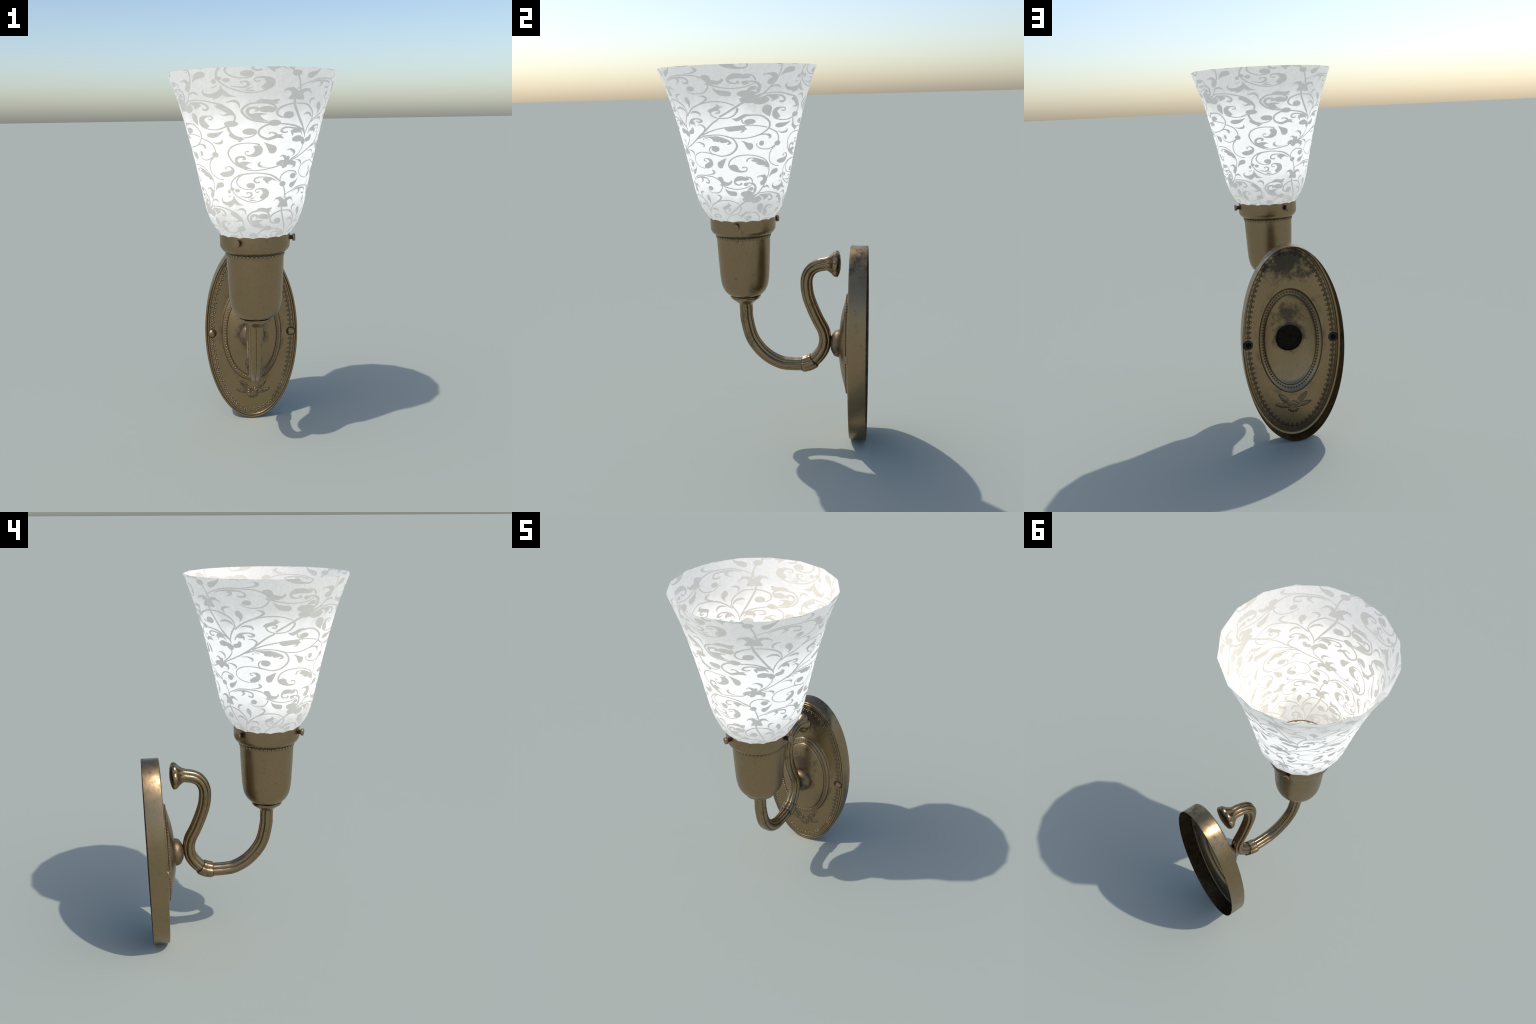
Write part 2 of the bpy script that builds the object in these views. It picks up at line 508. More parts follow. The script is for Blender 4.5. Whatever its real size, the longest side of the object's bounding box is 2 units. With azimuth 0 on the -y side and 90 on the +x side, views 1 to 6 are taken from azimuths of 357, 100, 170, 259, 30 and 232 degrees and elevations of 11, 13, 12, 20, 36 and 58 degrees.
# trumpet at the free end
for y, r in ((0.318, 0.0380), (0.330, 0.0450), (0.341, 0.0540), (0.350, 0.0640), (0.356, 0.0695), (0.366, 0.0725), (0.375, 0.0712)):
    rings.append(section((y, 0.988), (1e-9, norm[-1][1] / abs(norm[-1][1])), r, 0.17))
for y, r in ((0.3815, 0.0600), (0.3865, 0.0430), (0.3900, 0.0200), (0.3905, 0.0030)):
    rings.append(section((y, 0.989), (1e-9, norm[-1][1] / abs(norm[-1][1])), r, 0.05))
verts, faces = loft(rings, (True, True))
arm = add("arm", verts, faces, M_ARM, smooth=60)

# thin dark strips laid along the flutes
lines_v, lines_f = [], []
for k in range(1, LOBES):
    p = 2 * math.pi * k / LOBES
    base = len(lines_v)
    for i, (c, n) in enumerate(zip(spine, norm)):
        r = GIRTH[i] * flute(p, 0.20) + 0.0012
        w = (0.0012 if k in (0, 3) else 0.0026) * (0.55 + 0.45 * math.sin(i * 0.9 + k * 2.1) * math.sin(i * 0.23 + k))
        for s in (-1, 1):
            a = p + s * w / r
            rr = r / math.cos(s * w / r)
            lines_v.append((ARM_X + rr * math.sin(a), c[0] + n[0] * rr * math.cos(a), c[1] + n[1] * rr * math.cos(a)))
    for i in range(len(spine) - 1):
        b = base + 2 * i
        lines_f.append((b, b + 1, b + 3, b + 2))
add("flute_dark_strips", lines_v, lines_f, M_DARK_LINE, arm, 180, True)

# band clasped round the bend
lo, hi = 9 * 5 - 2, 10 * 5 + 1
sel = list(range(lo, hi + 1))
rings = [section(spine[sel[0]], norm[sel[0]], 0.0360)]
for k, i in enumerate(sel):
    f = k / (len(sel) - 1)
    rings.append(section(spine[i], norm[i], 0.0450 if 0.08 < f < 0.92 else 0.0430, 0.19))
rings.append(section(spine[sel[-1]], norm[sel[-1]], 0.0360))
verts, faces = loft(rings)
add("arm_band", verts, faces, M_ARM, arm, smooth=50)

for name, i in (("band_dark_ring", sel[0] - 0.3), ("band_dark_ring", sel[-1] + 0.3)):
    seam = []
    for g, d in ((0.030, -0.12), (0.0382, -0.12), (0.0382, 0.12), (0.030, 0.12)):
        c = [np.interp(i + d * 3, range(len(spine)), spine[:, k]) for k in (0, 1)]
        n = [np.interp(i + d * 3, range(len(norm)), norm[:, k]) for k in (0, 1)]
        seam.append(section(c, n, g, 0.19))
    verts, faces = loft(seam)
    add(name, verts, faces, M_DARK_LINE, arm, smooth=50)

# lobed cup under the socket
rings = []
for r, z, d in ((0.0350, 0.752, 0.16), (0.0385, 0.760, 0.16), (0.0520, 0.771, 0.13), (0.0680, 0.784, 0.10), (0.0800, 0.793, 0.07), (0.0840, 0.799, 0.06), (0.0845, 0.808, 0.06), (0.0700, 0.814, 0.05), (0.03, 0.814, 0.05)):
    rings.append(section((AXIS_Y + 0.001, z), (1.0, 0.0), r, d))
verts, faces = loft(rings, (True, True))
add("cup", verts, faces, M_ARM, smooth=45)

# ---------------------------------------------------------------- socket, collar, screws
profile = [(0.004, 0.806), (0.060, 0.807), (0.0800, 0.8110), (0.0960, 0.8200), (0.1090, 0.8340), (0.1190, 0.8520), (0.1260, 0.8730), (0.1300, 0.8980), (0.1330, 0.9300), (0.1365, 1.0000),
           (0.1400, 1.0700), (0.1425, 1.1450), (0.1425, 1.160)]
verts, faces = loft(turned(profile, 48), (True, False))
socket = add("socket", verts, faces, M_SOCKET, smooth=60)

drops = Relief()
for k in range(44):
    a = 2 * math.pi * k / 44
    d = Vector((math.sin(a), -math.cos(a), 0))
    t = Vector((math.cos(a), math.sin(a), 0))
    drops.dome(Vector((0, AXIS_Y, 1.1395)) + d * 0.1415, t, Vector((0, 0, 1)), d, 0.0062, 0.0090, 0.0058, 10, 3)
add("socket_beading", drops.v, drops.f, M_RELIEF, socket, 180, True)

profile = [(0.1400, 1.1525), (0.1500, 1.1525), (0.1545, 1.1535), (0.1640, 1.1630), (0.1706, 1.1745), (0.1722, 1.1830), (0.1724, 1.2440), (0.1722, 1.2465), (0.1696, 1.2465),
           (0.1690, 1.2300), (0.1670, 1.1800), (0.1500, 1.1600), (0.0900, 1.1560), (0.004, 1.1560)]
verts, faces = loft(turned(profile, 64), (False, True))
collar = add("collar", verts, faces, M_PLAIN, smooth=40)

prof = [(0.0001, 0.1700), (0.0115, 0.1700), (0.0115, 0.1870), (0.0175, 0.1870), (0.0182, 0.1880), (0.0182, 0.1975), (0.0174, 0.1990), (0.0001, 0.1995)]
rings = [[(r * math.cos(t), -d, r * math.sin(t)) for t in (2 * math.pi * j / 20 for j in range(20))] for r, d in prof]
verts, faces = loft(rings)
mesh = None
for k in range(3):
    if mesh is None:
        o = add("collar_screw", verts, faces, M_SCREW, collar, 40)
        o.data.materials.append(M_PLAIN)
        for p in o.data.polygons:      # the turned head is polished, the shank dark
            p.material_index = 1 if p.center.y < -0.1868 else 0
        mesh = o.data
    else:
        o = bpy.data.objects.new("collar_screw", mesh)
        COLL.objects.link(o)
        o.parent = collar
    o.location = (0, AXIS_Y, 1.2125)
    o.rotation_euler = (0, 0, math.radians(-30 + 120 * k))


# ---------------------------------------------------------------- glass shade with scrollwork
# Scrolls are drawn on a sheet that is wrapped round the shade: x in degrees from the
# front, y in mm of height, w half width in mm.  The design repeats every 180 degrees and
# every 478 mm of height.
REPEAT_Z, RADIUS = 0.478, 0.290
PIECES = []


def flat(deg, mm):
    return np.array([math.radians(deg) * RADIUS, 1.0 + mm / 1000])


def stroke(*pts):
    """a brush stroke along a smooth spine with varying half width"""
    p = np.array([(*flat(d, z), max(w * 0.94, 0.8) / 1000) for d, z, w in pts])
    c = catmull(p, 5)
    xy, w = c[:, :2], np.maximum(c[:, 2], 0.0007)
    t = np.gradient(xy, axis=0)
    t /= np.maximum(np.linalg.norm(t, axis=1), 1e-9)[:, None]
    n = np.stack([-t[:, 1], t[:, 0]], 1)
    left, right = xy + n * w[:, None], xy - n * w[:, None]
    cap = np.linspace(0, math.pi, 6)[1:-1]
    end = [xy[-1] + w[-1] * (n[-1] * math.cos(a) + t[-1] * math.sin(a)) for a in cap]
    start = [xy[0] + w[0] * (-n[0] * math.cos(a) - t[0] * math.sin(a)) for a in cap]
    PIECES.append(np.vstack([left, end, right[::-1], start]))


def spot(deg, mm, rx, ry, turn):
    a = np.linspace(0, 2 * math.pi, 24, endpoint=False)
    c, s = math.cos(math.radians(-turn)), math.sin(math.radians(-turn))
    x, y = rx / 1000 * np.cos(a), ry / 1000 * np.sin(a)
    PIECES.append(flat(deg, mm) + np.stack([x * c - y * s, x * s + y * c], 1))


def draw_scrolls():
    # left scroll
    stroke((-67.2, 853, 3.2), (-59.1, 867, 2.8), (-48.9, 872, 2.8), (-40.3, 868, 3.0), (-31.9, 858, 3.5), (-25.9, 848, 4.2), (-21.3, 832, 4.6), (-17.7, 811, 5.1), (-16.5, 795, 4.6), (-17.6, 779, 4.2))
    stroke((-29.5, 842, 7.4), (-26.5, 839, 11.1), (-22.8, 828, 12.1), (-19.5, 816, 11.1), (-17.2, 808, 5.1))
    stroke((-27.7, 809, 1.2), (-24.8, 805, 2.8), (-21.8, 809, 6.0), (-20.2, 815, 7.0))
    stroke((-19.6, 810, 6.5), (-18.7, 807, 4.6))
    stroke((120.5, 852, 1.2), (125.4, 859, 4.6), (131.4, 860, 3.7), (137.9, 857, 4.2), (142.0, 841, 6.5), (140.0, 829, 5.1), (137.0, 832, 4.6))
    stroke((126.1, 857, 3.7), (131.2, 849, 11.1), (134.7, 849, 5.1))
    stroke((129.0, 850, 7.9), (131.0, 841, 6.0), (128.1, 834, 0.9))
    stroke((125.5, 795, 24.1), (126.8, 778, 14.4), (127.9, 767, 4.6), (128.6, 761, 0.9))
    stroke((-39.3, 788, 2.8), (-36.9, 788, 3.2), (-35.3, 794, 2.8), (-37.0, 801, 2.8), (-40.7, 802, 3.2), (-44.9, 796, 9.7), (-46.8, 782, 15.3), (-45.4, 767, 17.6), (-43.0, 762, 13.4), (-41.4, 760, 6.0))
    stroke((-49.1, 769, 3.5), (-46.2, 754, 3.2), (-41.6, 747, 2.8), (-34.8, 743, 2.5), (-28.2, 749, 3.5), (-23.5, 760, 3.5))
    spot(-20.1, 768, 29.0, 12.7, 0)
    stroke((-23.0, 758, 5.8), (-22.9, 745, 5.8), (-20.9, 728, 5.1), (-18.0, 715, 4.6), (-14.0, 709, 3.2), (-10.0, 707, 2.8), (-4.9, 712, 2.8), (-1.8, 720, 2.8), (-0.3, 729, 3.2), (-1.4, 740, 3.7))
    spot(-5.7, 734, 30.1, 13.9, 0)
    stroke((-22.4, 724, 3.2), (-21.4, 718, 7.9), (-18.1, 709, 7.9), (-15.1, 704, 9.3), (-13.7, 698, 8.3), (-15.6, 690, 1.4))
    stroke((-13.3, 704, 5.6), (-10.1, 698, 0.9))
    stroke((-43.0, 719, 8.8), (-39.9, 719, 12.5), (-34.8, 721, 10.4), (-30.5, 728, 5.6), (-26.8, 738, 0.7))
    stroke((-40.9, 690, 0.7), (-36.3, 684, 3.2), (-32.1, 685, 5.6), (-29.6, 691, 6.0), (-29.9, 703, 0.7))
    stroke((-51.5, 708, 2.8), (-46.3, 697, 3.2), (-42.1, 686, 3.5), (-39.2, 667, 3.7), (-38.4, 648, 3.7), (-39.0, 639, 3.7))
    spot(-39.3, 633, 19.0, 12.5, 0)
    stroke((-42.9, 622, 3.5), (-47.3, 612, 2.8), (-52.0, 608, 2.5), (-58.3, 613, 2.5), (-61.9, 626, 2.5), (-61.9, 637, 2.5))
    spot(-57.3, 637, 12.5, 12.5, 0)
    stroke((-42.1, 621, 3.9), (-46.0, 604, 3.2), (-47.7, 587, 3.2), (-48.0, 563, 3.2), (-46.2, 543, 2.8), (-42.3, 530, 2.5), (-37.2, 522, 2.3), (-33.6, 522, 2.1))
    stroke((-28.6, 570, 2.8), (-30.2, 575, 2.3), (-28.0, 580, 2.1), (-24.9, 580, 3.2), (-22.6, 569, 7.4), (-23.6, 556, 11.1), (-27.4, 548, 13.4), (-33.1, 545, 12.1), (-36.1, 546, 6.5))
    stroke((-60.5, 677, 0.9), (-54.6, 680, 3.2), (-50.8, 673, 4.6), (-49.9, 667, 4.2), (-51.2, 658, 0.7))
    stroke((-22.2, 857, 0.9), (-18.5, 863, 4.6), (-15.4, 863, 5.8), (-13.1, 853, 5.1), (-12.4, 835, 0.9))
    # upper middle ring
    stroke((9.2, 817, 2.3), (12.0, 819, 4.2), (13.6, 828, 5.1), (13.6, 838, 5.1), (11.3, 849, 4.6), (7.1, 854, 3.2), (2.6, 855, 3.2), (-1.4, 854, 3.7), (-4.8, 851, 3.9), (-8.6, 839, 5.1), (-10.7, 827, 5.6), (-10.8, 817, 5.6), (-8.9, 803, 5.1), (-5.8, 789, 4.6), (-1.5, 780, 3.9), (4.0, 775, 3.5), (10.3, 771, 3.5))
    stroke((-0.4, 858, 2.8), (2.9, 863, 6.5), (7.0, 862, 7.9), (10.5, 859, 7.9), (13.5, 862, 7.0), (15.3, 866, 5.1))
    stroke((12.9, 855, 5.6), (15.8, 851, 1.2))
    spot(7.3, 828, 30.1, 13.4, 0)
    stroke((-1.3, 821, 1.9), (0.3, 824, 5.6), (0.3, 831, 7.0), (-2.8, 835, 5.1), (-5.9, 830, 7.0), (-7.0, 818, 7.0), (-5.7, 806, 7.0), (-2.6, 798, 11.6), (0.6, 794, 13.9), (3.2, 787, 7.9), (5.8, 782, 3.2), (9.1, 779, 0.7))
    stroke((-2.9, 804, 7.0), (0.3, 805, 8.3), (3.8, 808, 4.6), (7.4, 807, 1.2))
    spot(14.0, 770, 25.5, 13.2, 0)
    stroke((17.9, 767, 3.2), (26.0, 763, 3.5), (33.1, 756, 4.2), (38.1, 745, 4.2), (43.5, 729, 4.2), (45.8, 711, 3.0))
    stroke((10.0, 765, 4.2), (5.9, 757, 4.2), (2.2, 743, 4.6), (1.5, 727, 4.6), (3.1, 714, 4.6), (6.3, 705, 5.1), (9.5, 701, 6.5), (13.1, 706, 7.4), (16.5, 713, 8.3), (20.1, 710, 6.5), (22.1, 704, 3.2))
    stroke((16.4, 715, 4.6), (19.0, 718, 2.8), (22.2, 719, 0.7))
    stroke((10.0, 725, 3.7), (11.6, 729, 3.2), (13.9, 727, 3.7), (15.8, 721, 5.1), (15.9, 711, 5.1))
    stroke((6.2, 687, 0.9), (8.7, 677, 6.5), (11.5, 665, 15.3), (13.4, 656, 20.9))
    # ring crossed by the stem
    stroke((52.1, 786, 3.2), (51.3, 805, 3.2), (48.5, 824, 4.2), (42.3, 844, 4.2), (37.3, 851, 3.2), (30.9, 852, 2.8))
    stroke((27.6, 851, 3.2), (22.8, 846, 3.7), (17.7, 835, 4.6), (15.4, 821, 5.1), (15.6, 806, 4.6), (18.5, 796, 3.7), (22.5, 792, 2.3))
    spot(25.4, 803, 24.3, 15.3, 0)
    stroke((38.7, 802, 0.9), (41.3, 810, 4.6), (45.4, 810, 5.8), (48.8, 801, 4.6), (51.0, 788, 0.9))
    stroke((28.5, 872, 5.1), (29.5, 846, 5.6), (32.1, 820, 5.1), (36.6, 781, 5.1), (40.3, 753, 4.6), (44.3, 726, 4.2), (45.8, 708, 2.8))
    stroke((52.0, 788, 3.7), (49.3, 767, 3.7), (46.7, 744, 3.7), (45.7, 723, 2.8))
    stroke((51.6, 773, 3.7), (57.6, 797, 3.7), (62.9, 813, 3.5), (70.3, 828, 3.5), (77.3, 835, 3.0), (83.8, 837, 2.8), (91.1, 831, 2.5), (98.1, 817, 2.8))
    stroke((56.1, 847, 14.8), (57.8, 834, 12.5), (57.9, 821, 5.1), (56.7, 808, 0.7))
    stroke((44.8, 846, 0.9), (43.2, 861, 5.1), (45.2, 872, 5.8), (49.9, 874, 0.7))
    stroke((56.5, 784, 0.9), (61.1, 791, 4.6), (65.0, 789, 5.6), (67.2, 781, 4.2), (66.9, 772, 0.7))
    stroke((26.0, 731, 3.2), (23.3, 728, 3.7), (20.0, 735, 5.1), (21.9, 747, 4.2), (26.4, 750, 3.2), (32.0, 746, 4.2), (37.0, 739, 5.8), (40.1, 725, 3.2), (41.9, 715, 0.7))
    stroke((30.2, 732, 6.0), (33.4, 735, 10.7), (37.2, 733, 7.9))
    stroke((30.9, 727, 7.0), (31.7, 716, 2.8))
    stroke((49.8, 721, 1.9), (51.6, 736, 4.2), (55.9, 752, 5.6), (62.1, 759, 3.2), (65.7, 756, 4.2), (67.6, 748, 6.5), (65.0, 742, 3.7), (62.6, 747, 2.3))
    stroke((54.6, 741, 10.7), (58.1, 739, 8.3), (59.4, 724, 1.4))
    stroke((62.4, 729, 0.7), (66.3, 729, 3.2), (68.9, 720, 4.6), (69.7, 714, 4.2), (67.7, 700, 0.7))
    stroke((33.5, 698, 10.7), (36.7, 700, 15.3), (39.7, 700, 13.4))
    stroke((43.0, 694, 13.4), (45.1, 684, 14.4))
    stroke((54.2, 708, 10.2), (53.2, 698, 11.6), (49.2, 693, 10.2))
    stroke((45.1, 672, 2.8), (44.6, 655, 2.8), (40.6, 633, 3.0), (36.6, 619, 3.0), (32.8, 608, 3.0))
    stroke((34.2, 606, 2.8), (49.7, 640, 3.2), (59.6, 667, 4.2), (64.7, 684, 4.6), (70.8, 707, 4.2), (77.3, 734, 3.9), (84.1, 755, 3.5))
    stroke((86.0, 767, 4.6), (92.3, 786, 4.6), (98.4, 806, 4.6), (103.1, 822, 4.6), (106.1, 831, 5.1))
    stroke((19.1, 592, 7.9), (22.7, 594, 13.9), (27.0, 588, 17.6), (25.7, 578, 9.3))
    stroke((30.0, 616, 9.7), (28.6, 607, 14.8), (28.9, 599, 18.5))
    stroke((21.1, 621, 1.2), (23.4, 627, 3.2), (26.2, 621, 7.4), (27.9, 613, 7.9))
    stroke((31.6, 596, 12.5), (36.0, 593, 9.7), (38.9, 592, 4.2))
    stroke((35.6, 587, 7.0), (38.5, 580, 5.1), (35.5, 569, 0.9))
    stroke((27.2, 649, 0.7), (30.8, 654, 3.7), (34.6, 646, 7.0), (35.9, 636, 5.1), (34.4, 622, 0.7))
    stroke((37.7, 604, 0.7), (42.3, 604, 3.2), (46.3, 596, 5.8), (47.4, 588, 3.7), (46.1, 581, 0.7))
    # great ring below
    stroke((20.0, 582, 3.2), (14.0, 574, 3.0), (6.9, 567, 2.8), (-0.8, 563, 2.5), (-8.8, 566, 2.5), (-13.7, 576, 3.2), (-18.8, 588, 3.7), (-22.9, 608, 4.2), (-25.1, 633, 4.2), (-25.1, 646, 4.2), (-22.8, 664, 3.7), (-18.7, 676, 3.2), (-13.2, 683, 2.8), (-7.0, 685, 2.5), (-1.9, 683, 2.8), (2.0, 678, 3.9))
    stroke((-1.3, 667, 8.3), (0.9, 659, 20.4), (0.9, 648, 20.4), (-1.6, 635, 11.6), (-5.1, 630, 5.6), (-8.1, 631, 3.5), (-10.1, 638, 2.5), (-9.9, 646, 2.3), (-7.9, 648, 3.2), (-6.4, 646, 1.6))
    stroke((-12.6, 612, 2.8), (-10.6, 616, 5.6), (-11.6, 623, 5.8), (-15.1, 624, 5.1), (-18.3, 616, 7.4), (-18.6, 601, 7.4), (-16.0, 591, 8.8), (-12.5, 582, 12.1), (-9.0, 575, 5.6), (-4.1, 570, 0.7))
    stroke((-14.4, 594, 8.8), (-10.1, 596, 9.3), (-7.0, 598, 3.7), (-4.4, 595, 0.9))
    stroke((3.8, 602, 0.7), (1.7, 593, 6.0), (2.3, 585, 6.5), (5.7, 578, 2.8), (11.9, 577, 0.7))
    # lower ring
    spot(26.8, 499, 18.5, 12.5, 0)
    stroke((23.7, 511, 3.2), (18.4, 529, 4.2), (12.5, 543, 3.7), (4.6, 550, 3.0), (-2.2, 552, 2.8), (-10.4, 548, 3.5), (-16.8, 542, 3.7), (-21.8, 528, 3.7), (-25.0, 510, 3.7), (-26.0, 493, 3.7), (-25.7, 482, 3.7))
    stroke((-12.7, 547, 3.0), (-16.9, 535, 3.5), (-19.5, 519, 3.7), (-19.8, 504, 3.7), (-17.1, 489, 3.2), (-11.8, 479, 2.5), (-7.9, 478, 2.3), (-4.1, 482, 3.2), (-2.4, 491, 3.2))
    spot(-6.1, 496, 22.5, 12.3, 0)
    spot(-25.1, 479, 12.1, 8.3, 0)
    spot(-28.6, 467, 9.0, 9.0, 0)
    spot(-20.0, 472, 13.2, 8.8, 0)
    stroke((-25.0, 469, 3.2), (-21.4, 449, 3.5), (-15.5, 433, 3.2), (-8.4, 421, 2.8), (-2.4, 419, 2.5), (3.8, 425, 3.2), (7.8, 436, 5.1))
    stroke((2.0, 466, 3.2), (-0.3, 464, 2.8), (-1.7, 472, 2.8), (0.7, 480, 3.2), (5.1, 479, 6.0), (8.4, 466, 16.7), (8.9, 454, 17.6), (6.2, 444, 13.4), (4.5, 441, 8.3))
    stroke((-9.6, 457, 2.8), (-10.8, 462, 2.3), (-8.5, 465, 2.5), (-5.7, 460, 5.1), (-5.8, 448, 5.6), (-9.2, 441, 3.7), (-13.3, 443, 2.8), (-17.9, 448, 0.7))
    stroke((-7.4, 435, 0.7), (-4.8, 437, 2.8), (-2.0, 442, 0.9))
    stroke((-9.3, 431, 0.7), (-5.8, 428, 3.5), (-1.3, 428, 1.9))
    stroke((2.6, 510, 4.2), (0.0, 508, 3.7), (-2.5, 515, 5.1), (-1.3, 528, 4.2), (2.4, 533, 3.2), (7.0, 533, 3.0), (12.7, 528, 4.6), (16.4, 521, 3.2), (20.9, 511, 0.7))
    stroke((6.8, 523, 6.0), (10.4, 520, 10.2), (13.6, 523, 6.5))
    stroke((9.5, 514, 7.9), (11.4, 502, 1.2))
    stroke((-37.8, 438, 0.9), (-39.7, 426, 4.6), (-37.1, 413, 7.4), (-32.0, 410, 9.7), (-26.9, 415, 12.5), (-24.3, 431, 7.9), (-24.4, 450, 1.2))
    stroke((-28.5, 408, 12.1), (-31.5, 396, 3.2))
    stroke((-23.0, 427, 7.4), (-21.7, 414, 9.7), (-18.1, 407, 4.2), (-14.1, 404, 0.7))
    stroke((-31.6, 445, 0.9), (-29.2, 443, 2.3), (-26.6, 451, 1.2))
    stroke((-46.3, 467, 0.7), (-44.2, 481, 6.0), (-41.0, 493, 13.0), (-36.4, 498, 12.5))
    stroke((-55.7, 414, 0.7), (-49.7, 425, 4.6), (-46.6, 423, 5.1), (-44.1, 413, 0.7))
    stroke((23.9, 511, 3.2), (23.6, 526, 3.2), (26.2, 544, 3.2), (30.9, 555, 2.8), (36.4, 556, 2.8), (40.9, 549, 3.7), (43.1, 537, 3.2))
    spot(38.2, 533, 19.0, 13.0, 0)
    stroke((37.4, 491, 13.0), (40.4, 497, 11.6), (44.0, 509, 5.1), (46.2, 524, 0.7))
    stroke((28.2, 488, 3.2), (30.5, 462, 3.7), (31.7, 433, 4.2))
    stroke((24.7, 397, 7.9), (27.0, 403, 14.4), (30.0, 409, 19.0), (33.4, 401, 14.4), (35.3, 395, 7.0))
    stroke((18.6, 420, 0.9), (20.2, 431, 3.7), (23.7, 433, 7.4), (26.7, 424, 12.7), (29.5, 412, 14.8))
    stroke((43.2, 413, 0.9), (41.3, 423, 3.2), (37.2, 431, 6.5), (33.8, 424, 9.7), (31.7, 413, 12.5))
    spot(25.6, 435, 8.8, 6.0, 0)
    spot(39.1, 433, 5.6, 3.7, 0)
    stroke((29.1, 433, 1.6), (32.9, 452, 2.1), (40.2, 467, 2.5), (46.2, 478, 2.8), (55.8, 482, 3.0), (66.6, 479, 3.0), (73.6, 469, 3.2), (78.0, 453, 3.2), (79.5, 434, 3.2), (78.6, 417, 3.2), (74.8, 400, 3.2), (68.6, 395, 2.3), (63.6, 399, 1.9), (59.6, 411, 1.9))
    spot(63.9, 419, 16.9, 11.6, 0)
    stroke((39.5, 458, 0.7), (45.5, 469, 3.2), (53.2, 472, 4.6), (60.2, 469, 3.7), (63.3, 458, 4.2), (62.7, 446, 4.6), (58.6, 446, 3.2), (57.7, 453, 1.2))
    stroke((51.8, 466, 8.8), (52.9, 457, 5.1), (49.0, 444, 1.2))
    # right-hand branch
    stroke((59.4, 663, 3.2), (68.5, 677, 2.8), (76.4, 681, 2.8), (83.9, 681, 2.5), (90.3, 673, 3.0), (94.6, 665, 3.5), (97.5, 649, 4.2), (98.9, 628, 5.1), (97.1, 608, 5.1), (92.6, 590, 4.2), (86.2, 581, 3.2), (81.1, 581, 2.8), (73.1, 590, 3.0), (65.1, 597, 2.3), (58.5, 597, 2.3), (51.1, 586, 2.8), (47.3, 571, 2.8), (46.2, 552, 2.8), (48.8, 534, 2.3), (54.1, 523, 2.1), (60.7, 518, 2.1))
    stroke((66.5, 667, 0.7), (70.9, 672, 2.8), (76.0, 668, 7.4), (81.0, 665, 11.6), (85.6, 658, 11.6), (89.5, 655, 7.0), (92.2, 648, 5.1), (92.7, 642, 5.8), (90.2, 637, 3.2))
    stroke((77.2, 659, 9.3), (82.5, 648, 1.2))
    stroke((85.0, 651, 8.3), (89.6, 646, 1.4))
    stroke((68.0, 665, 1.6), (70.6, 663, 1.6), (72.1, 656, 0.7))
    stroke((65.6, 663, 2.3), (66.3, 659, 1.4), (65.0, 656, 0.7))
    spot(77.3, 615, 22.7, 14.6, 0)
    stroke((73.1, 588, 3.2), (70.7, 601, 3.2), (70.4, 613, 3.7), (72.5, 624, 2.5), (75.1, 628, 1.9))
    stroke((53.9, 642, 0.7), (60.4, 645, 2.8), (64.2, 638, 5.1), (65.4, 631, 4.2), (64.0, 622, 0.7))
    stroke((65.6, 681, 3.7), (74.4, 698, 3.0), (82.3, 709, 2.8), (91.1, 717, 2.5), (97.5, 720, 2.3), (102.1, 722, 2.3), (110.4, 724, 2.3), (118.2, 721, 2.5), (126.5, 713, 2.8))
    stroke((89.5, 710, 4.2), (92.6, 706, 9.7), (97.3, 709, 11.6), (102.4, 711, 11.1), (106.1, 712, 9.3), (102.0, 714, 9.3), (105.8, 713, 7.0), (107.4, 706, 2.8))
    stroke((102.0, 714, 7.9), (105.3, 711, 6.5), (108.0, 706, 2.8))
    stroke((102.8, 711, 7.0), (105.5, 700, 5.1), (102.0, 690, 0.7))
    stroke((110.7, 771, 3.2), (115.6, 771, 3.2), (120.7, 767, 3.7), (125.6, 753, 4.2), (128.7, 735, 4.6), (129.0, 715, 4.6), (126.2, 696, 3.7), (120.5, 679, 3.2), (112.7, 668, 2.8), (103.8, 663, 2.5), (96.3, 666, 2.5), (90.2, 671, 2.1))
    stroke((96.6, 756, 2.8), (99.0, 752, 6.5), (102.3, 758, 8.3), (105.5, 767, 8.3), (108.2, 771, 5.6), (111.3, 769, 3.0))
    stroke((98.8, 744, 0.7), (101.4, 749, 4.6))
    stroke((103.8, 751, 3.7), (104.7, 738, 3.5), (106.6, 731, 2.5), (110.4, 728, 1.9))
    spot(111.0, 741, 25.5, 12.5, 0)
    stroke((119.6, 675, 0.7), (125.5, 679, 2.8), (129.7, 675, 5.8), (131.6, 667, 4.2), (130.3, 656, 0.7))
    stroke((102.9, 653, 0.7), (106.4, 643, 5.1), (109.1, 631, 13.0), (111.3, 624, 18.1))
    stroke((82.7, 784, 2.8), (85.2, 784, 3.7), (86.2, 791, 3.7), (84.7, 796, 3.2), (81.7, 796, 2.8))
    stroke((100.6, 802, 5.1), (100.2, 789, 5.1), (97.6, 772, 3.7), (93.1, 761, 2.8), (87.0, 759, 2.5), (82.1, 763, 2.5), (78.7, 772, 3.2), (77.5, 785, 3.7))
    stroke((75.9, 792, 4.2), (77.6, 794, 9.3), (81.5, 802, 8.3), (84.7, 809, 9.7), (85.2, 817, 5.6), (83.4, 822, 1.2))
    stroke((85.4, 807, 5.1), (88.7, 813, 0.7))
    # trefoil with arching stem
    spot(108.2, 868, 38.2, 16.2, 0)
    spot(109.7, 841, 37.1, 15.3, 0)
    spot(119.9, 836, 33.6, 16.7, -10)
